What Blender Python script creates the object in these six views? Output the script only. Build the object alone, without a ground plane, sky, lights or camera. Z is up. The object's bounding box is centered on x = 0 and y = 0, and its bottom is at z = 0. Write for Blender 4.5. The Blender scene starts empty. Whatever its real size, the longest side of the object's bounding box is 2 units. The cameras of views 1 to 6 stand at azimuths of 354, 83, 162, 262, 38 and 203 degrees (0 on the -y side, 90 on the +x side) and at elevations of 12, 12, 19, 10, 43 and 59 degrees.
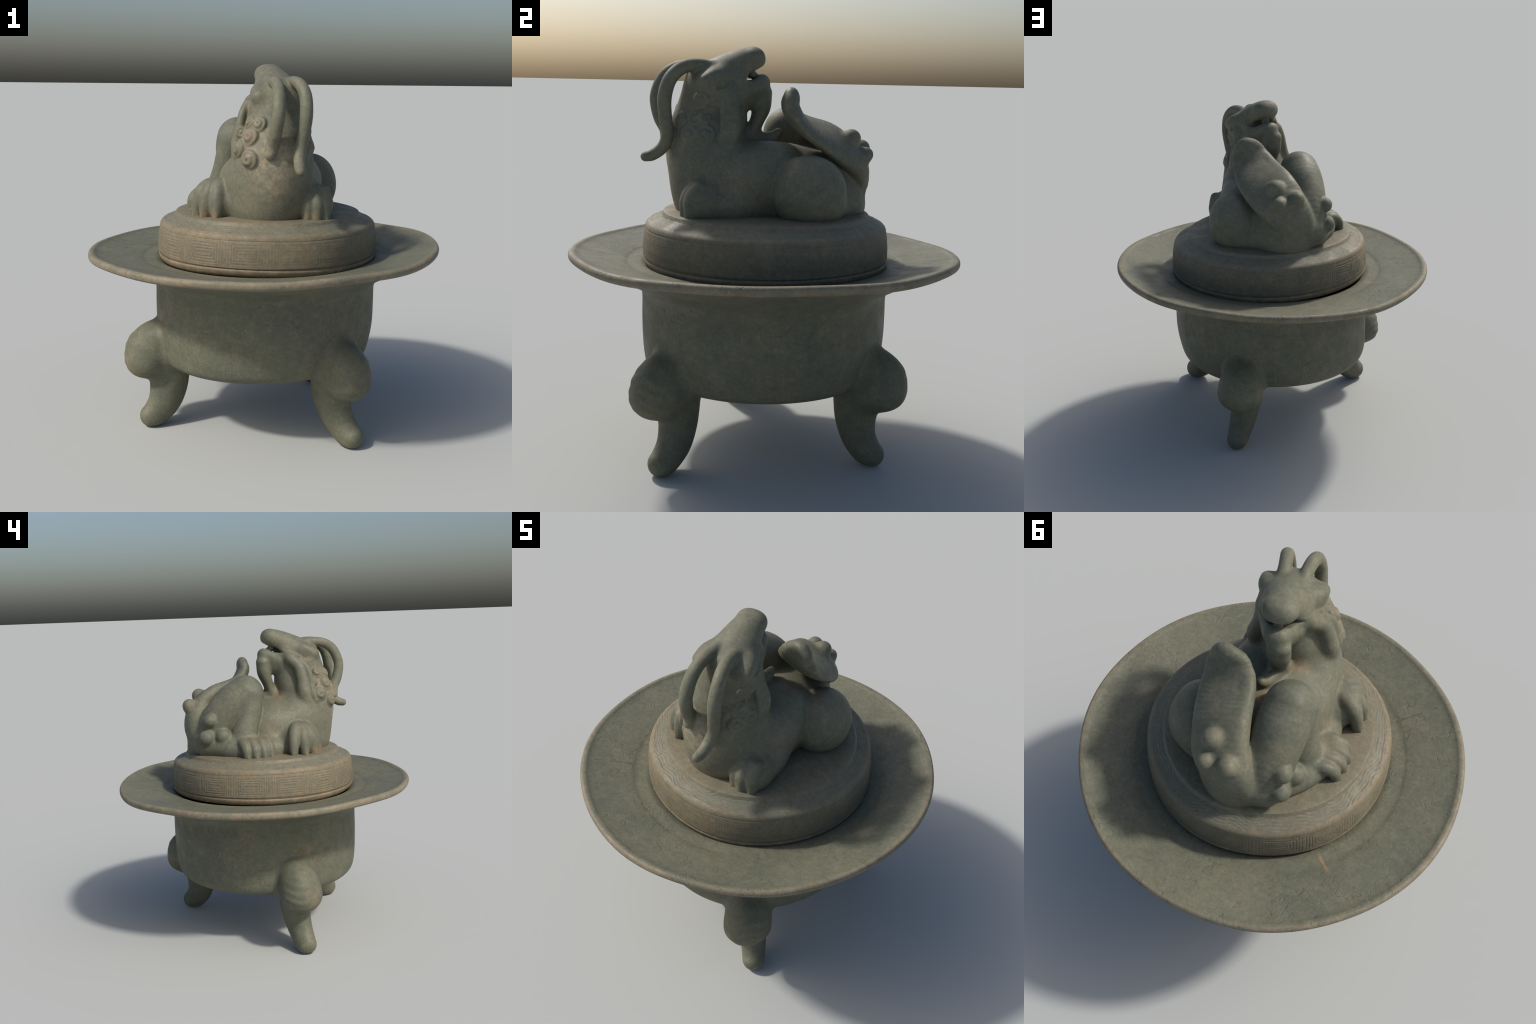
"""Celadon tripod incense burner: wide-brimmed bowl on three mask-kneed legs,
with a drum-shaped lid that carries a crouching horned beast looking back."""
import bpy, math
import numpy as np
from mathutils import Vector

PI = math.pi
rng = np.random.default_rng(7)

# --------------------------------------------------------------------------
# small numeric helpers
# --------------------------------------------------------------------------
def V(*a):
    return np.array(a, float)

def unit(v):
    v = np.asarray(v, float)
    return v / np.linalg.norm(v)

def smooth(a, b, x):
    t = np.clip((x - a) / (b - a), 0, 1)
    return t * t * (3 - 2 * t)

def catmull(P, n):
    """Resample control rows with a Catmull-Rom spline, n steps per span."""
    P = np.asarray(P, float)
    Q = np.vstack([2 * P[0] - P[1], P, 2 * P[-1] - P[-2]])
    out = []
    for i in range(1, len(Q) - 2):
        for j in range(n):
            t = j / n
            a, b, c, d = Q[i - 1], Q[i], Q[i + 1], Q[i + 2]
            out.append(.5 * (2 * b + (c - a) * t + (2 * a - 5 * b + 4 * c - d) * t * t
                             + (3 * b - a - 3 * c + d) * t ** 3))
    out.append(P[-1])
    return np.array(out)

def wobble(p, scale, seed, octaves=3):
    """Cheap smooth value noise from summed rotated sines, about -1..1."""
    r = np.random.default_rng(seed)
    v = np.zeros(p.shape[:-1], dtype=p.dtype)
    amp, tot = 1.0, 0.0
    for o in range(octaves):
        for _ in range(4):
            k = unit(r.normal(size=3)) * scale * (1.9 ** o) * r.uniform(.7, 1.3)
            v += amp * np.sin(p @ k.astype(p.dtype) + r.uniform(0, 6.28))
            tot += amp * .6
        amp *= .5
    return v / tot

# --------------------------------------------------------------------------
# signed-distance modelling: primitives, smooth blends, surface nets
# --------------------------------------------------------------------------
class Ellipsoid:
    def __init__(s, c, r, rot=None):
        s.c, s.r = V(*c), V(*r)
        s.R = np.eye(3) if rot is None else rot       # rows = local axes
        s.ext = np.max(s.r)
    def box(s):
        e = np.sqrt(((s.R.T * s.r) ** 2).sum(1))
        return s.c - e, s.c + e
    def d(s, P):
        q = (P - s.c.astype(P.dtype)) @ s.R.T.astype(P.dtype)
        k0 = np.sqrt(((q / s.r.astype(P.dtype)) ** 2).sum(-1)) + 1e-6
        k1 = np.sqrt(((q / (s.r ** 2).astype(P.dtype)) ** 2).sum(-1)) + 1e-6
        return k0 * (k0 - 1) / k1

def ball(c, r):
    return Ellipsoid(c, (r, r, r))

class Sweep:
    """Tube along a spline. rows: x y z a [b]; a = radius along w, b = across it."""
    def __init__(s, rows, w=(1, 0, 0), n=5):
        rows = np.array([list(r) + [r[3]] * (5 - len(r)) for r in rows], float)
        s.p = catmull(rows, n)
        w = np.atleast_2d(np.array(w, float))
        s.w = catmull(w, n) if len(w) == len(rows) and len(w) > 1 else np.repeat(w[:1], len(s.p), 0)
    def box(s):
        e = np.maximum(s.p[:, 3], s.p[:, 4])[:, None]
        return (s.p[:, :3] - e).min(0), (s.p[:, :3] + e).max(0)
    def d(s, P, reach=.06):
        best_all = np.full(P.shape[:-1], 9.0, P.dtype)
        P_all, axes = P, (P[:, 0, 0, 0], P[0, :, 0, 1], P[0, 0, :, 2])
        for i in range(len(s.p) - 1):
            A, B = s.p[i], s.p[i + 1]
            e = max(A[3], A[4], B[3], B[4]) + reach
            sl = tuple(slice(np.searchsorted(axes[k], min(A[k], B[k]) - e), np.searchsorted(axes[k], max(A[k], B[k]) + e)) for k in range(3))
            P, best = P_all[sl], best_all[sl]
            if best.size == 0:
                continue
            ax = B[:3] - A[:3]; L = np.linalg.norm(ax); ax = ax / L
            w = (s.w[i] + s.w[i + 1]) / 2; w = w - ax * (w @ ax); w = unit(w); nn = np.cross(ax, w)
            M = np.stack([ax, w, nn]).astype(P.dtype)
            q = (P - A[:3].astype(P.dtype)) @ M.T
            t = np.clip(q[..., 0] / np.float32(L), 0, 1)
            a = np.float32(A[3]) + np.float32(B[3] - A[3]) * t; b = np.float32(A[4]) + np.float32(B[4] - A[4]) * t
            m = np.minimum(a, b)
            q0 = q[..., 0] - t * np.float32(L)
            x, y, z = q0 / m, q[..., 1] / a, q[..., 2] / b
            k0 = np.sqrt(x * x + y * y + z * z) + 1e-6
            k1 = np.sqrt((x / m) ** 2 + (y / a) ** 2 + (z / b) ** 2) + 1e-6
            np.minimum(best, k0 * (k0 - 1) / k1, out=best)
        return best_all

class Field:
    """Distance grid with a part label per cell."""
    def __init__(s, lo, hi, h):
        s.lo, s.h = V(*lo), h
        s.n = np.ceil((V(*hi) - s.lo) / h).astype(int) + 1
        s.D = np.full(s.n, .5, np.float32)
        s.near = np.full(s.n, .5, np.float32)
        s.L = np.zeros(s.n, np.int16)
        s.names = ['none']
    def region(s, lo, hi, margin):
        i0 = np.maximum(np.floor((lo - margin - s.lo) / s.h).astype(int), 0)
        i1 = np.minimum(np.ceil((hi + margin - s.lo) / s.h).astype(int) + 1, s.n)
        if np.any(i1 <= i0):
            return None, None
        sl = tuple(slice(a, b) for a, b in zip(i0, i1))
        ax = [(s.lo[k] + s.h * np.arange(i0[k], i1[k])).astype(np.float32) for k in range(3)]
        return sl, np.stack(np.meshgrid(*ax, indexing='ij'), -1)
    def label(s, name):
        if name not in s.names:
            s.names.append(name)
        return s.names.index(name)
    def add(s, prim, label, k=.02, bias=0.0, relief=None):
        sl, P = s.region(*prim.box(), k + .025)
        if sl is None:
            return
        b = prim.d(P, k + .03) if isinstance(prim, Sweep) else prim.d(P)
        if relief is not None:
            b = b + relief(P)
        a = s.D[sl]
        h = np.maximum(k - np.abs(a - b), 0) / k
        s.D[sl] = np.minimum(a, b) - h * h * k / 4
        near = s.near[sl]
        win = b - bias < near
        s.L[sl][win] = s.label(label)
        near[win] = (b - bias)[win]
    def cut(s, prim, k=.01):
        sl, P = s.region(*prim.box(), k + .025)
        if sl is None:
            return
        b = -prim.d(P); a = s.D[sl]
        h = np.maximum(k - np.abs(a - b), 0) / k
        s.D[sl] = np.maximum(a, b) + h * h * k / 4
    def merge(s, o, k):
        a, b = s.D, o.D
        h = np.maximum(k - np.abs(a - b), 0) / k
        s.D = np.minimum(a, b) - h * h * k / 4
        remap = np.array([0] + [s.label(n) for n in o.names[1:]], np.int16)
        win = o.near < s.near
        s.L[win] = remap[o.L[win]]; s.near[win] = o.near[win]
    def floor(s, z):
        zz = (s.lo[2] + s.h * np.arange(s.n[2])).astype(np.float32)
        s.D = np.maximum(s.D, (z - zz)[None, None, :])

def surface_nets(D, lo, h):
    """Naive surface nets: one vertex per crossed cell, one quad per crossed edge."""
    S = D < 0
    nx, ny, nz = D.shape
    c = np.zeros((nx - 1, ny - 1, nz - 1), np.int8)
    for dx in (0, 1):
        for dy in (0, 1):
            for dz in (0, 1):
                c += S[dx:nx - 1 + dx, dy:ny - 1 + dy, dz:nz - 1 + dz]
    cells = np.argwhere((c > 0) & (c < 8))
    idx = np.full(c.shape, -1, np.int64); idx[tuple(cells.T)] = np.arange(len(cells))
    acc = np.zeros((len(cells), 3)); cnt = np.zeros(len(cells))
    corners = [(i, j, k) for i in (0, 1) for j in (0, 1) for k in (0, 1)]
    val = {q: D[cells[:, 0] + q[0], cells[:, 1] + q[1], cells[:, 2] + q[2]] for q in corners}
    for q in corners:
        for ax in range(3):
            if q[ax] == 0:
                r = list(q); r[ax] = 1; r = tuple(r)
                a, b = val[q], val[r]
                m = (a < 0) != (b < 0)
                t = a[m] / (a[m] - b[m])
                p = np.repeat(np.array([q], float), m.sum(), 0); p[:, ax] += t
                acc[m] += p; cnt[m] += 1
    verts = lo + h * (cells + acc / cnt[:, None])
    quads = []
    for ax in range(3):
        u, v = (ax + 1) % 3, (ax + 2) % 3
        sl0 = [slice(None)] * 3; sl1 = [slice(None)] * 3
        sl0[ax] = slice(0, -1); sl1[ax] = slice(1, None)
        A, B = S[tuple(sl0)], S[tuple(sl1)]
        e = np.argwhere(A != B)
        ok = (e[:, u] > 0) & (e[:, v] > 0) & (e[:, u] < D.shape[u] - 1) & (e[:, v] < D.shape[v] - 1)
        e = e[ok]
        inside = A[tuple(e.T)]
        def cell(du, dv):
            f = e.copy(); f[:, u] += du; f[:, v] += dv
            return idx[tuple(f.T)]
        q = np.stack([cell(-1, -1), cell(0, -1), cell(0, 0), cell(-1, 0)], 1)
        q[~inside] = q[~inside][:, ::-1]
        quads.append(q)
    return verts, np.vstack(quads), cells

def relax(verts, quads, rounds=2, f=.5):
    e = np.vstack([quads[:, [0, 1]], quads[:, [1, 2]], quads[:, [2, 3]], quads[:, [3, 0]]])
    e = np.vstack([e, e[:, ::-1]])
    for r in range(rounds):
        for g in (f, -f * 1.04):
            s = np.zeros_like(verts); c = np.zeros(len(verts))
            for k in range(3):
                s[:, k] = np.bincount(e[:, 0], verts[e[:, 1], k], len(verts))
            c = np.bincount(e[:, 0], minlength=len(verts))
            verts = verts + g * (s / c[:, None] - verts)
    return verts

# --------------------------------------------------------------------------
# mesh objects
# --------------------------------------------------------------------------
def face_normals_to_vertex(verts, faces):
    n = np.zeros_like(verts)
    f = faces
    fn = np.cross(verts[f[:, 2]] - verts[f[:, 0]], verts[f[:, 3]] - verts[f[:, 1]])
    for i in range(4):
        for k in range(3):
            n[:, k] += np.bincount(f[:, i], fn[:, k], len(verts))
    return n / (np.linalg.norm(n, axis=1, keepdims=True) + 1e-12)

def add_mesh(name, verts, quads, mat, parent, normals=None):
    used, inv = np.unique(quads, return_inverse=True)
    inv = inv.reshape(quads.shape)
    me = bpy.data.meshes.new(name)
    me.vertices.add(len(used)); me.vertices.foreach_set('co', verts[used].astype(np.float32).ravel())
    me.loops.add(inv.size); me.loops.foreach_set('vertex_index', inv.ravel().astype(np.int32))
    me.polygons.add(len(inv)); me.polygons.foreach_set('loop_start', (np.arange(len(inv)) * 4).astype(np.int32))
    me.polygons.foreach_set('use_smooth', np.ones(len(inv), bool))
    me.update(calc_edges=True); me.validate()
    if normals is not None:
        me.normals_split_custom_set_from_vertices([tuple(v) for v in normals[used]])
    me.materials.append(mat)
    ob = bpy.data.objects.new(name, me)
    bpy.context.scene.collection.objects.link(ob)
    ob.parent = parent
    return ob

def split_mesh(verts, quads, labels, names, mats, parent):
    nrm = face_normals_to_vertex(verts, quads)
    obs = []
    for i, nm in enumerate(names):
        sel = labels == i
        if sel.sum() < 6:
            continue
        base = nm.split('#')[0]
        obs.append(add_mesh(base, verts, quads[sel], mats(base), parent, nrm))
    return obs

def revolve(profile, steps):
    """profile rows (r, z); returns verts (ring-major), quads and row index per quad."""
    m = len(profile)
    t = np.arange(steps) * 2 * PI / steps
    r, z = profile[:, 0], profile[:, 1]
    verts = np.stack([r[:, None] * np.cos(t), r[:, None] * np.sin(t), np.repeat(z[:, None], steps, 1)], -1)
    i, j = np.meshgrid(np.arange(m - 1), np.arange(steps), indexing='ij')
    j2 = (j + 1) % steps
    q = np.stack([i * steps + j, i * steps + j2, (i + 1) * steps + j2, (i + 1) * steps + j], -1).reshape(-1, 4)
    return verts, q, i.ravel()

def empty(name, parent=None):
    ob = bpy.data.objects.new(name, None)
    bpy.context.scene.collection.objects.link(ob)
    ob.parent = parent
    return ob

# --------------------------------------------------------------------------
# materials
# --------------------------------------------------------------------------
class Nodes:
    def __init__(s, name):
        s.mat = bpy.data.materials.new(name); s.mat.use_nodes = True
        s.t = s.mat.node_tree; s.n = s.t.nodes; s.l = s.t.links
        s.bsdf = s.n['Principled BSDF']
        s.co = s.n.new('ShaderNodeTexCoord').outputs['Object']
    def put(s, sock, v):
        if isinstance(v, bpy.types.NodeSocket):
            s.l.new(v, sock)
        else:
            sock.default_value = v
    def math(s, op, a, b=0.0, c=0.0, clamp=False):
        n = s.n.new('ShaderNodeMath'); n.operation = op; n.use_clamp = clamp
        for i, v in enumerate((a, b, c)):
            s.put(n.inputs[i], v)
        return n.outputs[0]
    def noise(s, scale, detail=4, rough=.55, dist=0.0, co=None, off=(0, 0, 0), stretch=(1, 1, 1)):
        m = s.n.new('ShaderNodeMapping'); s.l.new(co or s.co, m.inputs['Vector'])
        m.inputs['Location'].default_value = off; m.inputs['Scale'].default_value = stretch
        n = s.n.new('ShaderNodeTexNoise'); s.l.new(m.outputs[0], n.inputs['Vector'])
        n.inputs['Scale'].default_value = scale; n.inputs['Detail'].default_value = detail
        n.inputs['Roughness'].default_value = rough; n.inputs['Distortion'].default_value = dist
        return n.outputs['Fac']
    def step(s, v, lo, hi, a=0.0, b=1.0):
        n = s.n.new('ShaderNodeMapRange'); n.interpolation_type = 'SMOOTHSTEP'
        s.put(n.inputs['Value'], v)
        n.inputs['From Min'].default_value = lo; n.inputs['From Max'].default_value = hi
        n.inputs['To Min'].default_value = a; n.inputs['To Max'].default_value = b
        return n.outputs[0]
    def mix(s, f, a, b):
        n = s.n.new('ShaderNodeMix'); n.data_type = 'RGBA'
        s.put(n.inputs['Factor'], f)
        for sock, v in ((n.inputs['A'], a), (n.inputs['B'], b)):
            s.put(sock, v if isinstance(v, bpy.types.NodeSocket) else (*v, 1) if len(v) == 3 else v)
        return n.outputs['Result']
    def blob(s, c, r, soft=.5):
        """1 inside a ball round c, fading to 0 at radius r."""
        d = s.n.new('ShaderNodeVectorMath'); d.operation = 'DISTANCE'
        s.l.new(s.co, d.inputs[0]); d.inputs[1].default_value = c
        return s.step(d.outputs['Value'], r * (1 - soft), r, 1.0, 0.0)
    def xyz(s):
        n = s.n.new('ShaderNodeSeparateXYZ'); s.l.new(s.co, n.inputs[0]); return n.outputs
    def bump(s, h, strength, dist, prev=None):
        n = s.n.new('ShaderNodeBump'); s.put(n.inputs['Height'], h)
        n.inputs['Strength'].default_value = strength; n.inputs['Distance'].default_value = dist
        if prev is not None:
            s.l.new(prev, n.inputs['Normal'])
        return n.outputs[0]

GREEN = (.138, .137, .092)
GREEN_D = (.098, .106, .077)
GREEN_L = (.168, .165, .114)
TAN = (.225, .178, .115)
RUST = (.27, .165, .085)
BROWN = (.115, .088, .055)

def glaze(name, tan=.35, speck=.5, base=GREEN, stains=(), gloss=.52, extra=None):
    g = Nodes(name)
    big = g.noise(3.2, 3, .5, off=(3, 1, 2))
    mid = g.noise(14, 5, .6, off=(1, 5, 2))
    fine = g.noise(70, 4, .65)
    col = g.mix(g.step(big, .30, .75, 0, .8), base, GREEN_D)
    col = g.mix(g.math('MULTIPLY', g.step(mid, .42, .74), .45), col, GREEN_L)
    col = g.mix(g.math('MULTIPLY', g.step(g.noise(7, 6, .7, off=(7, 3, 1)), .45, .72), tan), col, (.122, .102, .068))
    warm = g.step(g.noise(5.5, 5, .62, off=(9, 2, 4)), .52, .74)
    col = g.mix(g.math('MULTIPLY', warm, tan), col, TAN)
    # pale and rusty specks
    sp = g.math('MULTIPLY', g.step(g.noise(38, 3, .55, off=(2, 7, 7)), .58, .72), g.step(g.noise(4, 2, .5, off=(5, 9, 2)), .38, .6))
    col = g.mix(g.math('MULTIPLY', sp, speck * .55), col, (.26, .20, .12))
    pit = g.step(g.noise(46, 2, .5, off=(5, 3, 8)), .70, .78)
    col = g.mix(g.math('MULTIPLY', pit, .5), col, (.075, .07, .05))
    mott = g.math('MULTIPLY', g.step(fine, .32, .7, .88, 1.10), g.step(g.noise(28, 4, .6, off=(3, 3, 9)), .3, .7, .92, 1.07))
    for c, r, color, amt in stains:
        m = g.math('MULTIPLY', g.blob(c, r, .85), g.step(g.noise(24, 5, .68, off=(c[0] * 9, c[1] * 5, 1)), .22, .74))
        col = g.mix(g.math('MULTIPLY', m, amt), col, color)
    nrm = None
    if extra:
        col, nrm = extra(g, col)
    v = g.n.new('ShaderNodeVectorMath'); v.operation = 'SCALE'
    g.l.new(col, v.inputs[0]); g.l.new(mott, v.inputs['Scale'])
    g.l.new(v.outputs[0], g.bsdf.inputs['Base Color'])
    nrm = g.bump(mid, .25, .006, nrm)
    nrm = g.bump(fine, .18, .002, nrm)
    g.l.new(nrm, g.bsdf.inputs['Normal'])
    g.l.new(g.step(g.noise(9, 4, .6, off=(4, 4, 4)), .3, .7, gloss, gloss + .2), g.bsdf.inputs['Roughness'])
    g.bsdf.inputs['Specular IOR Level'].default_value = .35
    return g.mat

# fret band geometry shared by the relief and the paint: panels of nested
# rectangles, separated by upright bars
FRET_N, FRET_Z0, FRET_Z1, FRET_R = 16, 1.010, 1.112, .61
FRET_PITCH = .0146
FRET_TURN = 40.22
FRET_BAR = .150                # share of a cell taken by the upright bars

def lid_extra(g, col):
    x, y, z = g.xyz()
    cx, cy = LID_C
    ax = g.math('SUBTRACT', x, cx); ay = g.math('SUBTRACT', y, cy)
    r = g.math('SQRT', g.math('ADD', g.math('MULTIPLY', ax, ax), g.math('MULTIPLY', ay, ay)))
    ang = g.math('ARCTAN2', ay, ax)
    cell = g.math('MULTIPLY', ang, FRET_N / (2 * PI))
    u = g.math('ABSOLUTE', g.math('SUBTRACT', g.math('FRACT', g.math('ADD', cell, FRET_TURN)), .5))
    arc = 2 * PI * FRET_R / FRET_N
    hu = g.math('SUBTRACT', g.math('MULTIPLY', u, arc), arc * (.5 - FRET_BAR) - (FRET_Z1 - FRET_Z0) / 2)
    hv = g.math('ABSOLUTE', g.math('SUBTRACT', z, (FRET_Z0 + FRET_Z1) / 2))
    d = g.math('MAXIMUM', hu, hv)
    ln = g.math('SINE', g.math('MULTIPLY', d, 2 * PI / FRET_PITCH))
    band = g.math('MULTIPLY', g.step(z, FRET_Z0 - .012, FRET_Z0 - .008), g.step(z, FRET_Z1 + .008, FRET_Z1 + .012, 1, 0))
    # the fret is crisp on one half of the drum and glazed over on the other
    face = g.step(g.math('COSINE', g.math('SUBTRACT', ang, math.radians(165))), -.25, .35, .12, 1)
    line = g.math('MULTIPLY', g.math('MULTIPLY', g.step(ln, .1, .9), band), face)
    warm = g.math('MULTIPLY', g.step(g.math('COSINE', g.math('SUBTRACT', ang, math.radians(195))), -.6, .8, .35, 1),
                  g.step(z, 1.205, 1.165, .55, 1))
    warm = g.math('MULTIPLY', warm, g.step(g.noise(16, 5, .65, off=(2, 8, 3)), .3, .62, .45, 1))
    col = g.mix(g.math('MULTIPLY', warm, .60), col, (.235, .178, .110))
    col = g.mix(g.math('MULTIPLY', line, .55), col, (.112, .124, .095))
    # green pooled in the sloping cloud band, waved lines along it
    cb = g.math('MULTIPLY', g.step(r, .508, .522), g.step(r, .578, .566))
    wv = g.math('SINE', g.math('ADD', g.math('MULTIPLY', r, 420), g.math('MULTIPLY', g.noise(9, 3, .5), 16)))
    wl = g.math('MULTIPLY', cb, g.step(wv, -.2, .8, .3, .7))
    col = g.mix(wl, col, (.122, .132, .100))
    # chipped, tan lower edge
    low = g.math('MULTIPLY', g.step(z, .992, .968), g.step(g.noise(22, 4, .65), .45, .62))
    col = g.mix(g.math('MULTIPLY', low, .6), col, (.26, .185, .11))
    return col, g.bump(g.math('MULTIPLY', wv, cb), .12, .003)

def incised(g, col):
    """Faint scratched cloud scrolls under the glaze."""
    w = g.n.new('ShaderNodeTexWave'); g.l.new(g.co, w.inputs['Vector'])
    w.wave_type = 'RINGS'; w.rings_direction = 'SPHERICAL'
    w.inputs['Scale'].default_value = 5.0; w.inputs['Distortion'].default_value = 14
    w.inputs['Detail'].default_value = 2; w.inputs['Detail Scale'].default_value = 2.2
    ln = g.math('MULTIPLY', g.step(w.outputs['Fac'], .93, 1.0), g.step(g.noise(6, 2, .5, off=(8, 8, 1)), .42, .6))
    col = g.mix(g.math('MULTIPLY', ln, .35), col, (.085, .095, .07))
    return col, g.bump(ln, .35, -.004)

# --------------------------------------------------------------------------
# scene
# --------------------------------------------------------------------------
root = empty('incense_burner')
root['label'] = 'grey-green celadon tripod incense burner with crouching horned beast lid'
root['category'] = 'incense burner'

# foot angle, knee angle, foot radial shift, knee radial shift, knee drop
LEGS = [(192.0, 189.0, -.008, -.004, 0.0), (-51.2, -54.5, .006, -.010, -.010), (51.8, 54.5, -.024, -.016, .0)]

bowl_stains = [((-.62, -.16, .62), .14, RUST, .45), ((.33, -.52, .5), .22, BROWN, .6), ((.25, -.6, .42), .2, TAN, .5),
               ((-.5, -.3, .75), .12, TAN, .35), ((.62, .0, .42), .25, TAN, .3), ((-.58, .2, .74), .1, RUST, .3)]
m_bowl = glaze('celadon_bowl_glaze', tan=.22, speck=.55, base=(.122, .124, .083), stains=bowl_stains, extra=incised)
def lip(g, col):
    x, y, z = g.xyz()
    r = g.math('SQRT', g.math('ADD', g.math('MULTIPLY', x, x), g.math('MULTIPLY', y, y)))
    e = g.math('MULTIPLY', g.step(r, .935, .962), g.step(g.noise(7, 4, .6, off=(1, 1, 6)), .3, .62, .35, 1))
    col = g.mix(g.math('MULTIPLY', e, .7), col, (.245, .20, .135))
    chips = g.math('MULTIPLY', g.step(r, .945, .965), g.step(g.noise(11, 3, .55, off=(6, 2, 9)), .64, .72))
    col = g.mix(g.math('MULTIPLY', chips, .6), col, (.22, .12, .065))
    ang = g.math('ARCTAN2', y, x)
    # one radial firing crack and a streak of bare clay
    off = g.math('ABSOLUTE', g.math('MULTIPLY', r, g.math('SINE', g.math('ADD', ang, math.radians(139.6)))))
    wig = g.math('MULTIPLY', g.math('SUBTRACT', g.noise(14, 3, .5), .5), .012)
    crack = g.math('MULTIPLY', g.step(g.math('ABSOLUTE', g.math('ADD', off, wig)), .0008, .0024, 1, 0), g.step(x, -.3, -.4))
    col = g.mix(g.math('MULTIPLY', crack, .7), col, (.05, .05, .04))
    streak = g.math('MULTIPLY', g.blob((-.47, .465, .955), .075, .7), g.step(g.math('ABSOLUTE', g.math('SINE', g.math('SUBTRACT', ang, math.radians(135.4)))), .004, .016, 1, 0))
    col = g.mix(g.math('MULTIPLY', streak, .8), col, (.27, .175, .095))
    return incised(g, col)
m_rim = glaze('celadon_rim_glaze', tan=.2, speck=.4, base=(.130, .131, .090), extra=lip)

# ---- bowl and rim: one lathe surface, warped a little ---------------------
CX, CY = .013, -.002            # the bowl wall stands slightly off the rim's centre
outer = catmull([(.0, .350), (.2, .351), (.36, .354), (.46, .360), (.535, .372), (.572, .390), (.595, .425), (.608, .50),
                 (.614, .60), (.615, .70), (.614, .76), (.615, .80), (.622, .825)], 5)
under = catmull([(.622, .825), (.645, .850), (.70, .882), (.78, .916), (.87, .947), (.935, .964)], 5)
edge = catmull([(.935, .964), (.957, .969), (.969, .980), (.970, .998), (.959, 1.010), (.940, 1.010)], 4)
top = catmull([(.940, 1.010), (.915, 1.001), (.85, .989), (.76, .974), (.705, .964), (.68, .957), (.645, .954),
               (.61, .950), (.575, .93), (.562, .88)], 5)
inner = catmull([(.562, .88), (.558, .75), (.55, .58), (.51, .47), (.42, .415), (.2, .40), (.0, .40)], 4)
prof = np.vstack([outer, under[1:], edge[1:], top[1:], inner[1:]])
STEPS = 320
vb, qb, rowb = revolve(prof, STEPS)
prof_side = np.where(np.arange(len(prof)) < len(outer), 1, 0)
R = np.hypot(vb[..., 0], vb[..., 1]); A = np.arctan2(vb[..., 1], vb[..., 0])
out = smooth(.6, .97, R)
zup = smooth(.80, .95, vb[..., 2])
vb[..., 2] += zup * (.4 + .6 * out) * (np.where(vb[..., 0] > 0, .030, .021) * vb[..., 0] - .008 * vb[..., 1])
lowz = smooth(.62, .42, vb[..., 2]) * (prof_side[:, None] > 0)
vb[..., 2] += lowz * .026 * vb[..., 0]
vb[..., 0] -= lowz * .010
vb[..., 2] += zup * out * .006 * (np.sin(2 * A + .6) + .6 * np.sin(5 * A + 2.0) + .35 * np.sin(9 * A))
rw = 1 + out * zup * (.004 * np.sin(2 * A + 1.1) + .0022 * np.sin(7 * A + .4))
shift = 1 - out * zup
vb[..., 0] = vb[..., 0] * rw + CX * shift
vb[..., 1] = vb[..., 1] * rw + CY * shift
wall = (R > .3) & (vb[..., 2] < .9)
vb += (unit(V(1, 0, 0)) * 0)
nz = wobble(vb, 6.0, 3, 2)
vb[..., 0] += np.where(wall, nz * .004 * np.cos(A), 0)
vb[..., 1] += np.where(wall, nz * .004 * np.sin(A), 0)
n1 = len(outer) - 1; n2 = n1 + len(under) - 1 + len(edge) - 1 + len(top) - 1 - 8
lab = np.where((rowb >= n1) & (rowb < n2), 1, 0)
split_mesh(vb.reshape(-1, 3), qb, lab, ['bowl', 'rim'], lambda b: m_rim if b == 'rim' else m_bowl, root)

# ---- legs ----------------------------------------------------------------
leg_stains = [((.50, -.60, .40), .2, BROWN, .5), ((-.74, -.2, .30), .09, RUST, .6), ((-.80, -.17, .40), .1, TAN, .5)]
m_leg = glaze('celadon_leg_glaze', tan=.35, speck=.3, base=(.132, .134, .088), stains=leg_stains)
wall_r = lambda z: np.interp(z, outer[4:, 1], outer[4:, 0]).astype(np.float32)

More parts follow.
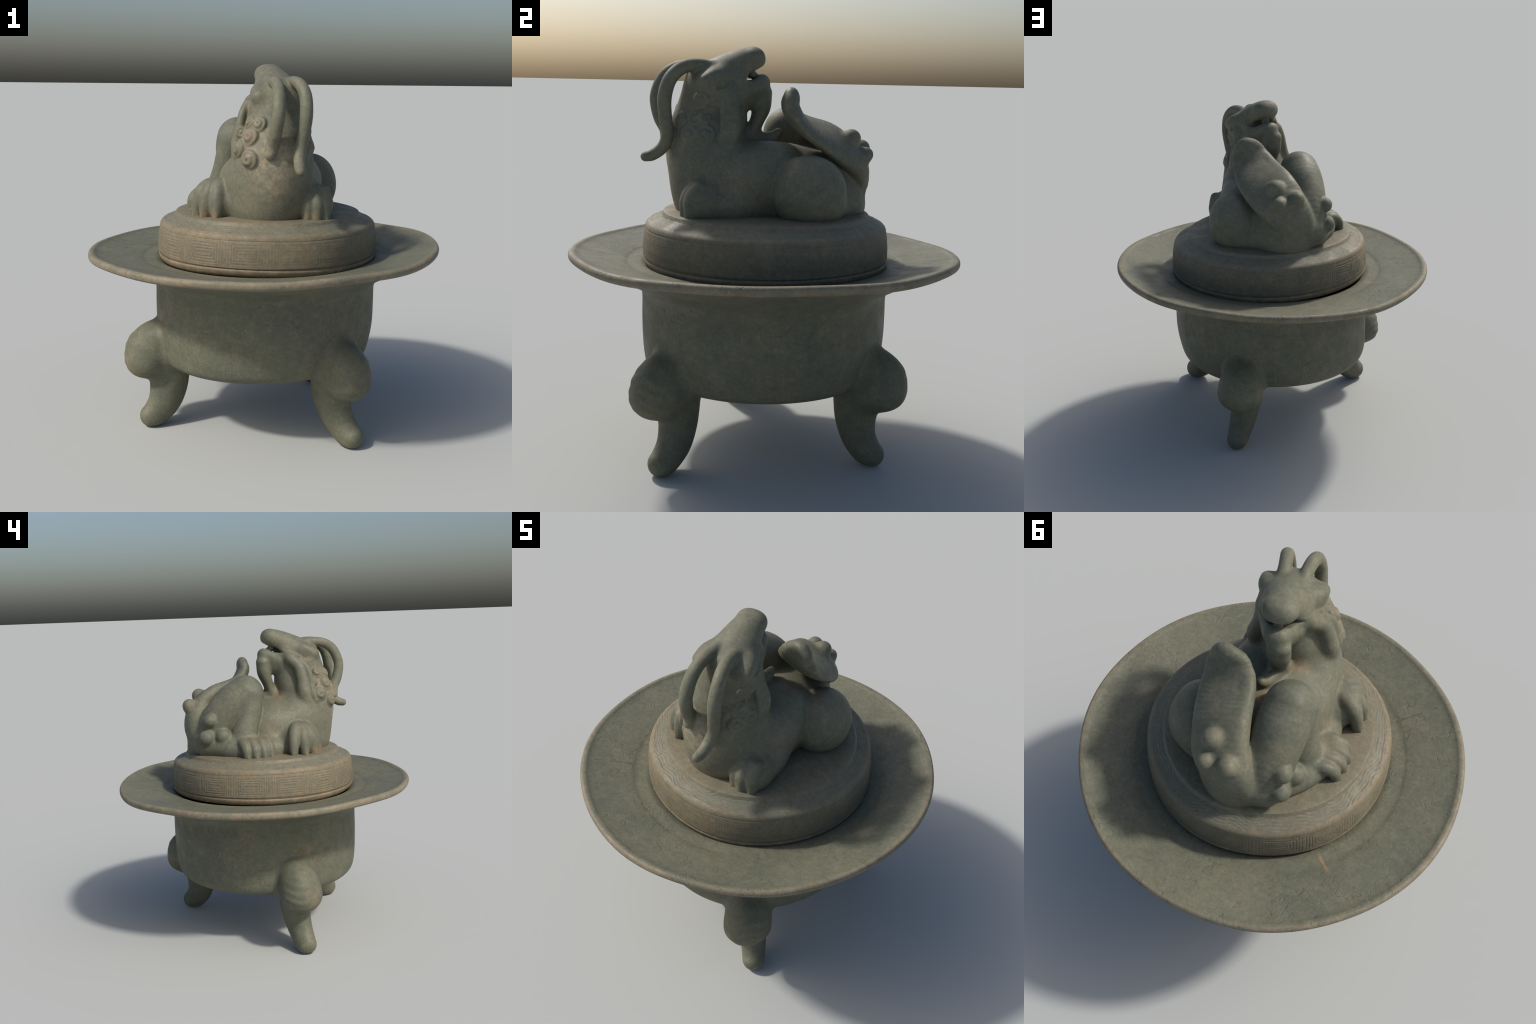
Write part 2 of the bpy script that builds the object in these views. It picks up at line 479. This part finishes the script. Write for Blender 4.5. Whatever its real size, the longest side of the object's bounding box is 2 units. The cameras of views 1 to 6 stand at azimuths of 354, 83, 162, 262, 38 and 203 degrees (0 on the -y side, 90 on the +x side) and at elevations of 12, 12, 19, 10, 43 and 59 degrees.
def build_leg(angle, knee, dr, kr, dz):
    a = math.radians(angle); er = V(math.cos(a), math.sin(a), 0); et = V(-math.sin(a), math.cos(a), 0)
    ak = math.radians(knee); ek = V(math.cos(ak), math.sin(ak), 0); kt = V(-math.sin(ak), math.cos(ak), 0)
    KR = np.stack([ek, kt, V(0, 0, 1)])
    def pt(r, z, t=0.0):
        f = smooth(.06, .36, z)
        return (er * (r + dr) * (1 - f) + ek * (r + kr) * f) + et * t + V(0, 0, z)
    h = .007
    c = er * .62
    F = Field((c[0] - .30, c[1] - .30, -.03), (c[0] + .30, c[1] + .30, .78), h)
    def row(r, z, wa, wb, t=0.0):
        return (*pt(r, z, t), wa, wb)
    shank = Sweep([row(.545, .42, .10, .12), row(.548, .30, .092, .116), row(.557, .21, .082, .105), row(.585, .13, .074, .092),
                   row(.634, .072, .066, .076), row(.664, .056, .061, .064)], w=et)
    F.add(shank, 'leg', .02)
    F.add(Ellipsoid(pt(.648, .430 + dz), (.148, .128, .142), KR), 'leg', .05)
    F.add(Ellipsoid(pt(.685, .375 + dz), (.098, .118, .078), KR), 'leg', .05)
    F.add(Ellipsoid(pt(.602, .510 + dz), (.096, .098, .084), KR), 'leg', .05)
    # folded brow ripples and flattened cheeks of the worn mask on the knee
    sl, P = F.region(V(*F.lo), V(*(F.lo + F.h * (F.n - 1))), 0)
    pr = P @ er.astype(np.float32) - dr; pz = P[..., 2]; ptn = P @ et.astype(np.float32)
    m = smooth(.66, .76, pr) * smooth(.28, .34, pz) * smooth(.60, .5, pz)
    F.D[sl] += (m * .0015 * np.sin(pz * 125 + 14 * np.abs(ptn) + 2.0 * np.sin(ptn * 30 + angle)) * (1 + wobble(P, 12, 3, 1))).astype(np.float32)
    F.D[sl] += (.006 * wobble(P, 15, 211 + int(angle), 2)).astype(np.float32)
    # flat, slightly rounded sole
    k = .02; s = -pz + .0; aD = F.D
    hh = np.maximum(k - np.abs(aD - s), 0) / k
    F.D = np.maximum(aD, s) + hh * hh * k / 4
    # blend onto the bowl wall, then sink the blend just under it
    low = smooth(.62, .42, P[..., 2])
    pz = P[..., 2] - low * .026 * (P[..., 0] - CX)
    pw = np.hypot(P[..., 0] - CX + low * .010, P[..., 1] - CY)
    zz = np.clip(pz, .36, .86)
    bz = np.interp(pw, outer[:, 0][:40], outer[:, 1][:40]).astype(np.float32)
    dw = np.maximum(pw - wall_r(zz), np.where(pw < .56, bz - pz, (.36 - pz)))
    # soft corner of the bowl bottom: distance to profile polyline
    prof_d = np.full(pw.shape, 9.0, np.float32)
    for i in range(0, len(outer) - 1, 2):
        p0, p1 = outer[i], outer[min(i + 2, len(outer) - 1)]
        dx, dy = p1 - p0; L2 = dx * dx + dy * dy
        t = np.clip(((pw - p0[0]) * dx + (pz - p0[1]) * dy) / L2, 0, 1)
        np.minimum(prof_d, np.hypot(pw - p0[0] - t * dx, pz - p0[1] - t * dy), out=prof_d)
    dw = np.where(dw < 0, -prof_d, prof_d) + .003
    k = .05
    aD = F.D
    hh = np.maximum(k - np.abs(aD - dw), 0) / k
    U = np.minimum(aD, dw) - hh * hh * k / 4
    F.D = U.astype(np.float32)
    v, q, cells = surface_nets(F.D, F.lo, F.h)
    v = relax(v, q, 2)
    ci = tuple(cells.T)
    keep_v = (aD[ci] < .055) & (dw[ci] > -.008)
    keep = keep_v[q].all(1)
    # drop quads on the border of the working box
    c0 = cells[q].min(1); c1 = cells[q].max(1)
    keep &= (c0 > 0).all(1) & (c1 < F.n - 3).all(1)
    nrm = face_normals_to_vertex(v, q)
    return add_mesh('leg', v, q[keep], m_leg, root, nrm)

for spec in LEGS:
    build_leg(*spec)

# ---- lid -----------------------------------------------------------------
LID_C = (.020, .000)
m_lid = glaze('celadon_lid_glaze', tan=.6, speck=.7, base=(.140, .132, .090), extra=lid_extra)
lp_in = catmull([(.0, 1.17), (.4, 1.165), (.535, 1.12), (.552, 1.05), (.556, .96), (.560, .948)], 5)
lp_foot = catmull([(.560, .948), (.568, .941), (.584, .942), (.599, .954), (.607, .973), (.604, .985)], 4)
lp_wall = np.stack([np.interp(np.linspace(.985, 1.132, 56), [.985, .995, 1.04, 1.09, 1.132], [.604, .609, .609, .605, .598]),
                    np.linspace(.985, 1.132, 56)], 1)
lp_top = catmull([(.598, 1.132), (.592, 1.148), (.578, 1.160), (.558, 1.167), (.535, 1.178), (.518, 1.186), (.510, 1.198),
                  (.500, 1.206), (.44, 1.211), (.30, 1.215), (.15, 1.217), (.0, 1.218)], 5)
lprof = np.vstack([lp_in, lp_foot[1:], lp_wall[1:], lp_top[1:]])
LS = 1280
vl, ql, _ = revolve(lprof, LS)
Al = np.arctan2(vl[..., 1], vl[..., 0]); Rl = np.hypot(vl[..., 0], vl[..., 1]); Zl = vl[..., 2]
u = np.abs((Al * FRET_N / (2 * PI) + FRET_TURN) % 1 - .5)
arc = 2 * PI * FRET_R / FRET_N
hu = u * arc - (arc * (.5 - FRET_BAR) - (FRET_Z1 - FRET_Z0) / 2)
hv = np.abs(Zl - (FRET_Z0 + FRET_Z1) / 2)
ln = np.sin(np.maximum(hu, hv) * 2 * PI / FRET_PITCH)
onwall = (Rl > .59) & (Zl > FRET_Z0 - .01) & (Zl < FRET_Z1 + .01)
face = .25 + .75 * smooth(-.25, .35, np.cos(Al - math.radians(165)))
dr = -.0013 * smooth(.1, .9, ln) * onwall * face
# two scored lines round the foot, uneven throwing rings on top
for zc in (.984, 1.128):
    dr += -.0020 * np.exp(-((Zl - zc) / .003) ** 2) * (Rl > .58)
dr += .004 * np.sin(2 * Al + .5) + .0025 * np.sin(5 * Al + 1.7)
vl[..., 0] = (Rl + dr) * np.cos(Al) + LID_C[0]
vl[..., 1] = (Rl + dr) * np.sin(Al) + LID_C[1]
cb = smooth(.505, .52, Rl) * smooth(.582, .57, Rl) * (Zl > 1.15)
vl[..., 2] += cb * .0016 * np.sin(Rl * 420 + 5 * np.sin(9 * Al) + 3 * np.sin(23 * Al))
vl[..., 2] += (Zl > 1.1) * .0025 * wobble(vl, 9, 5, 2)
vl[..., 2] += (Zl < .99) * (Rl > .5) * .004 * np.sin(3 * Al + 1)
add_mesh('lid', vl.reshape(-1, 3), ql, m_lid, root, face_normals_to_vertex(vl.reshape(-1, 3), ql))

# ---- the beast -----------------------------------------------------------
H = .0046
LO, HI = (-.47, -.64, 1.16), (.49, .57, 2.03)
B = Field(LO, HI, H)

def snap(F, p, steps=14):
    """Walk a point onto the field's surface; returns the point and its normal."""
    p = V(*p)
    for _ in range(steps):
        i = np.clip(np.round((p - F.lo) / F.h).astype(int), 2, F.n - 3)
        g = np.array([F.D[tuple(i + e)] - F.D[tuple(i - e)] for e in 2 * np.eye(3, dtype=int)], float)
        n = unit(g + 1e-9)
        f = (p - F.lo) / F.h - i
        d = float(F.D[tuple(i)]) + float(g @ f) / 4
        if abs(d) > .12:
            break
        p = p - n * d * .8
    return p, n

def frame(n):
    t = unit(np.cross(n, (0, 0, 1) if abs(n[2]) < .9 else (1, 0, 0)))
    return np.stack([t, np.cross(n, t), n])

def curl(F, seed, r, label, rise=.45, turns=1.0):
    """A flat spiral lock lying on the surface."""
    c, n = snap(F, seed); M = frame(n)
    def groove(P):
        q = (P - c.astype(np.float32)) @ M.T.astype(np.float32)
        rho = np.hypot(q[..., 0], q[..., 1]); th = np.arctan2(q[..., 1], q[..., 0])
        return (.0028 * np.cos(rho * 2 * PI / (r * .62) + th * turns + 2.6)).astype(np.float32)
    F.add(Ellipsoid(c, (r, r, r * rise), M), label, .010, relief=groove)

# torso: deep barrel from chest to rump, running along y
B.add(Sweep([(-.005, -.235, 1.30, .225, .245), (.01, -.12, 1.30, .245, .245), (.03, .05, 1.30, .245, .245),
             (.05, .20, 1.28, .225, .235), (.04, .31, 1.25, .18, .19), (.02, .36, 1.23, .14, .15)]), 'torso', .02)
B.add(Ellipsoid((.115, -.07, 1.38), (.190, .22, .165)), 'torso', .06)
B.add(Ellipsoid((.14, .04, 1.41), (.14, .16, .125)), 'torso', .06)
B.add(Ellipsoid((-.215, -.03, 1.23), (.12, .13, .10)), 'torso', .05)
B.add(Ellipsoid((-.075, -.08, 1.37), (.180, .21, .16)), 'torso', .06)
B.add(Ellipsoid((.155, -.215, 1.37), (.10, .12, .16)), 'torso', .05)
B.add(Ellipsoid((-.15, -.215, 1.37), (.09, .12, .16)), 'torso', .05)
# neck, rising and leaning back into the head
B.add(Sweep([(.01, -.24, 1.28, .215, .165), (.012, -.278, 1.42, .222, .202), (.015, -.305, 1.53, .200, .186),
             (.022, -.303, 1.66, .150, .148), (.035, -.280, 1.78, .125, .105)]), 'neck', .05)
# throat
B.add(Ellipsoid((.012, -.200, 1.650), (.115, .100, .15)), 'neck', .04)
B.add(Ellipsoid((.0, -.10, 1.745), (.045, .065, .045)), 'neck', .03)

# hind leg on the +x side: one big folded haunch
B.add(Ellipsoid((.287, .172, 1.324), (.154, .176, .180)), 'hindleg#a', .016)
B.add(Ellipsoid((.21, .23, 1.24), (.13, .115, .12)), 'hindleg#a', .05)
# hind leg on the -x side: knee drawn up, shank, long foot
B.add(Sweep([(-.135, .12, 1.592, .116), (-.130, .20, 1.530, .126), (-.115, .29, 1.42, .125), (-.10, .35, 1.32, .11)]), 'hindleg#b', .03)
B.add(Sweep([(-.160, .096, 1.578, .090), (-.188, .112, 1.46, .080), (-.215, .15, 1.34, .085)]), 'hindleg#b', .012)
B.add(Sweep([(-.12, .36, 1.27, .10), (-.18, .30, 1.26, .085), (-.25, .22, 1.25, .075), (-.29, .12, 1.24, .075)]), 'hindleg#b', .04)
B.add(Ellipsoid((-.285, .085, 1.25), (.095, .11, .07)), 'hindleg#b', .04)
for i, y in enumerate((.158, .105, .055, .008)):
    dx = (.0, .010, .008, -.010)[i]
    B.add(Sweep([(-.26, y + .03, 1.288, .034), (-.335 - dx, y + .012, 1.290, .034), (-.380 - dx, y, 1.258, .030), (-.388 - dx, y - .002, 1.205, .024)]), 'hindleg#b', .012)
    B.add(Sweep([(-.396 - dx, y - .004, 1.235, .016), (-.412 - dx, y - .006, 1.205, .008)]), 'claw#%d' % (10 + i), .008)
for c, r in [((-.190, .350, 1.432), .044), ((-.205, .388, 1.325), .050), ((-.258, .290, 1.348), .048)]:
    p, n = snap(B, c)
    B.add(ball(p - n * .002, r), 'leg_knob#%d' % int(c[0] * -1000), .018)

# forelegs
B.add(Ellipsoid((-.262, -.205, 1.275), (.105, .125, .118)), 'foreleg#b', .035)
for i, (tx, ty) in enumerate([(-.392, -.135), (-.388, -.215), (-.352, -.285), (-.285, -.325)]):
    side = V(tx, ty, 0) - V(-.245, -.19, 0); L = np.linalg.norm(side); side = side / L
    rows = []
    for f, z, r in [(.05, 1.365, .040), (.5, 1.362, .039), (.82, 1.322, .037), (.95, 1.262, .033), (.98, 1.205, .025)]:
        rows.append((*(V(-.245, -.19, 0) + side * (L * f) * .93)[:2], z, r))
    B.add(Sweep(rows), 'foreleg#b', .012)
    tip = V(*rows[-1][:3]); out = V(side[0], side[1], 0)
    B.add(Sweep([(*(tip + out * .012 + V(0, 0, .03)), .016), (*(tip + out * .026 + V(0, 0, .0)), .008)]), 'claw#%d' % i, .008)
B.add(Ellipsoid((.235, -.315, 1.275), (.095, .10, .110)), 'foreleg#a', .03)
B.add(Ellipsoid((.225, -.20, 1.25), (.085, .14, .10)), 'foreleg#a', .05)
for tx, ty in [(.180, -.395), (.228, -.402), (.278, -.385)]:
    B.add(Sweep([(tx, ty + .045, 1.345, .034), (tx, ty + .008, 1.29, .034), (tx, ty, 1.21, .028)]), 'foreleg#a', .012)

# head, in its own frame: a runs along the muzzle, s sideways
HF = unit(V(-.15, .988, 0)); HS = V(HF[1], -HF[0], 0); H0 = V(.045, -.30, 0)
HM = np.stack([HS, HF, V(0, 0, 1)])
def hp(a, s, z):
    return H0 + HF * a + HS * s + V(0, 0, z)
def hr(a, s, z, *r):
    return (*hp(a, s, z), *r)
HD = Field(LO, HI, H)
HD.add(Ellipsoid(hp(.015, 0, 1.80), (.135, .115, .105), HM), 'head', .02)
HD.add(Sweep([hr(-.01, 0, 1.83, .105, .085), hr(.09, 0, 1.880, .106, .076), hr(.17, 0, 1.912, .088, .072), hr(.226, 0, 1.934, .066, .062)], w=HS), 'head', .03)
HD.add(Sweep([hr(.0, 0, 1.75, .130, .095), hr(.11, 0, 1.770, .118, .080), hr(.19, 0, 1.795, .092, .064), hr(.245, 0, 1.816, .070, .054), hr(.270, 0, 1.828, .060, .045)], w=HS), 'head', .03)
for s in (-1, 1):
    HD.add(ball(hp(.230, s * .034, 1.942), .042), 'head', .025)
    HD.add(Ellipsoid(hp(.13, s * .075, 1.845), (.042, .055, .045), HM), 'head', .03)
# open mouth: a narrow slit widening inside
HD.cut(Sweep([hr(.180, 0, 1.844, .15, .007), hr(.215, 0, 1.860, .15, .015), hr(.25, 0, 1.880, .15, .013), hr(.34, 0, 1.915, .15, .022)], w=HS), .010)
HD.cut(Ellipsoid(hp(.20, 0, 1.858), (.060, .045, .022), HM), .012)
HD.add(Ellipsoid(hp(.225, .0, 1.866), (.024, .026, .020), HM), 'tongue', .012)
# brow and ears
for s in (-1, 1):
    nm = 'ear#%d' % (s + 1)
    HD.add(Sweep([hr(.075, s * .085, 1.862, .034), hr(.02, s * .112, 1.850, .040), hr(-.03, s * .124, 1.828, .036)]), nm, .035)
    HD.cut(Ellipsoid(hp(.055, s * .150, 1.803), (.024, .036, .013), HM), .012)
    HD.add(Sweep([hr(.10, s * .112, 1.812, .015), hr(.055, s * .132, 1.783, .015), hr(.0, s * .135, 1.785, .014)]), 'head', .018)
B.merge(HD, .05)

# whisker flaps falling from the cheeks down the neck
B.add(Sweep([(-.095, -.19, 1.80, .036), (-.125, -.24, 1.745, .040), (-.145, -.258, 1.66, .042), (-.165, -.262, 1.58, .042), (-.165, -.29, 1.515, .028)]), 'cheek_flap#b', .03)
B.add(Sweep([(.138, -.20, 1.78, .032), (.150, -.185, 1.69, .036), (.174, -.182, 1.61, .040), (.182, -.21, 1.54, .034), (.19, -.26, 1.49, .022)]), 'cheek_flap#a', .035)
B.add(Sweep([(-.120, -.245, 1.80, .016), (-.150, -.285, 1.74, .020), (-.165, -.305, 1.66, .021), (-.182, -.312, 1.58, .020), (-.185, -.335, 1.53, .014)]), 'cheek_flap#b', .014)
B.add(Sweep([(.165, -.235, 1.765, .014), (.172, -.228, 1.69, .019), (.188, -.228, 1.61, .020), (.196, -.25, 1.545, .016)]), 'cheek_flap#a', .014)
# beard: hangs from the chin, loops to the throat and curls over the back
B.add(Sweep([(-.015, -.018, 1.78, .058, .044), (-.012, -.026, 1.71, .056, .044), (-.004, -.046, 1.65, .048, .036), (.004, -.072, 1.595, .046, .036), (.01, -.11, 1.555, .05, .04)]), 'beard', .02)
B.add(Sweep([(.005, -.075, 1.568, .040), (.015, -.02, 1.560, .034), (.028, .03, 1.572, .029), (.038, .052, 1.592, .023)]), 'beard', .025)

# mane curls in low relief on the neck
for i, (x, y, z, r) in enumerate([
        (.20, -.400, 1.595, .046), (.22, -.315, 1.595, .048), (.20, -.365, 1.675, .044), (.20, -.290, 1.672, .044),
        (.18, -.335, 1.745, .038), (.17, -.275, 1.738, .032), (.14, -.44, 1.66, .034)]):
    curl(B, (x, y, z), r, 'mane_curl#%d' % i, .30)
for i, (x, y, z, r) in enumerate([
        (-.085, -.43, 1.705, .038), (-.125, -.42, 1.640, .044), (-.185, -.37, 1.575, .044), (-.135, -.45, 1.525, .048),
        (-.135, -.365, 1.715, .034), (-.165, -.345, 1.650, .034)]):
    curl(B, (x, y, z), r, 'mane_curl#%d' % (20 + i), .55)

# horns: rise from the brow, arch over backwards and hang down the nape
B.add(Sweep([(.085, -.25, 1.880, .034), (.10, -.33, 1.902, .032), (.125, -.41, 1.892, .032), (.145, -.470, 1.840, .033), (.147, -.498, 1.755, .033),
             (.138, -.495, 1.66, .032), (.126, -.485, 1.585, .032), (.115, -.505, 1.525, .031), (.112, -.553, 1.486, .029), (.110, -.588, 1.476, .024)]), 'horn#a', .012)
B.add(Sweep([(.000, -.26, 1.880, .034), (.004, -.34, 1.900, .032), (.008, -.43, 1.893, .032), (.010, -.500, 1.845, .034), (.006, -.535, 1.755, .033),
             (-.006, -.520, 1.66, .033), (-.020, -.492, 1.60, .034), (-.028, -.492, 1.552, .029)]), 'horn#b', .012)

# tail: broad paddle rising from the rump over the back
rows = [(.206, .090, 1.770, .030, .030), (.196, .090, 1.760, .068, .038), (.172, .092, 1.715, .104, .041), (.155, .138, 1.648, .126, .040), (.145, .218, 1.600, .140, .042),
        (.118, .322, 1.547, .146, .052), (.078, .412, 1.474, .136, .066), (.022, .452, 1.385, .112, .064), (-.02, .425, 1.265, .08, .055)]
wd = [(1, -.05, -.1), (1, -.05, -.1), (1, -.03, -.05), (1, 0, -.2), (.92, .05, -.38), (.84, .07, -.54), (.8, .14, -.58), (.68, 0, -.7), (.7, 0, -.7)]
B.add(Sweep(rows, w=wd), 'tail', .02)
# raised outer rib along one edge of the tail
B.add(Sweep([(.065, .118, 1.690, .014), (.040, .18, 1.643, .024), (.012, .285, 1.600, .028), (-.022, .385, 1.535, .030), (-.055, .44, 1.44, .034), (-.07, .445, 1.33, .036), (-.055, .42, 1.23, .03)]), 'tail', .04)
for c, r in [((.103, .395, 1.560), .046), ((.004, .452, 1.495), .046), ((.110, .480, 1.497), .038)]:
    p, n = snap(B, c)
    B.add(ball(p + n * .006, r), 'tail_knob#%d' % int(c[1] * 1000), .03)
# solid rump under the tail
B.add(Ellipsoid((.03, .31, 1.30), (.17, .13, .20)), 'torso', .04)

# slightly uneven hand-modelled surface
for k in range(0, B.n[0], 60):
    s = slice(k, min(k + 60, B.n[0]))
    ax = [(B.lo[i] + B.h * np.arange(B.n[i])).astype(np.float32) for i in range(3)]
    near = np.abs(B.D[s]) < .03
    P = np.stack(np.meshgrid(ax[0][s], ax[1], ax[2], indexing='ij'), -1)[near]
    B.D[s][near] += (.0022 * wobble(P, 22, 4, 2)).astype(np.float32)
B.floor(1.198)

v, q, cells = surface_nets(B.D, B.lo, B.h)
v = relax(v, q, 2)
lab_v = B.L[tuple(cells.T)]
lab_f = np.sort(lab_v[q], axis=1)[:, 1]

beast_stains = [((-.03, .42, 1.50), .10, (.24, .195, .13), .5), ((.0, .30, 1.60), .09, (.22, .185, .125), .45), ((.01, -.42, 1.90), .07, TAN, .4), ((.12, -.42, 1.86), .08, TAN, .4),
                ((-.3, -.13, 1.22), .08, RUST, .5), ((-.33, .0, 1.21), .06, TAN, .5), ((-.03, -.11, 1.58), .06, RUST, .6), ((.1, -.4, 1.24), .12, (.2, .14, .09), .5), ((-.14, -.45, 1.53), .06, BROWN, .6), ((-.12, -.43, 1.64), .045, (.2, .11, .07), .5), ((-.36, -.28, 1.21), .07, RUST, .9), ((-.30, -.33, 1.21), .06, RUST, .8), ((.2, -.41, 1.21), .07, RUST, .7),
                ((-.01, -.44, 1.48), .20, (.36, .305, .215), .95), ((.05, -.42, 1.3), .16, BROWN, .45),
                ((-.13, -.40, 1.62), .13, (.26, .20, .13), .6), ((.0, .10, 1.55), .1, RUST, .55),
                ((-.12, -.36, 1.83), .06, BROWN, .4), ((-.08, -.12, 1.56), .07, RUST, .5),
                ((.25, -.2, 1.35), .22, TAN, .45), ((-.25, -.02, 1.36), .1, TAN, .5), ((-.2, .35, 1.45), .05, TAN, .5),
                ((0, .47, 1.53), .06, TAN, .4), ((-.33, .08, 1.3), .1, TAN, .35)]
m_beast = glaze('celadon_beast_glaze', tan=.3, speck=.55, base=(.136, .138, .096), stains=beast_stains)
beast = empty('crouching_beast', root)
split_mesh(v, q, lab_f, B.names, lambda b: m_beast, beast)
print('beast verts', len(v))
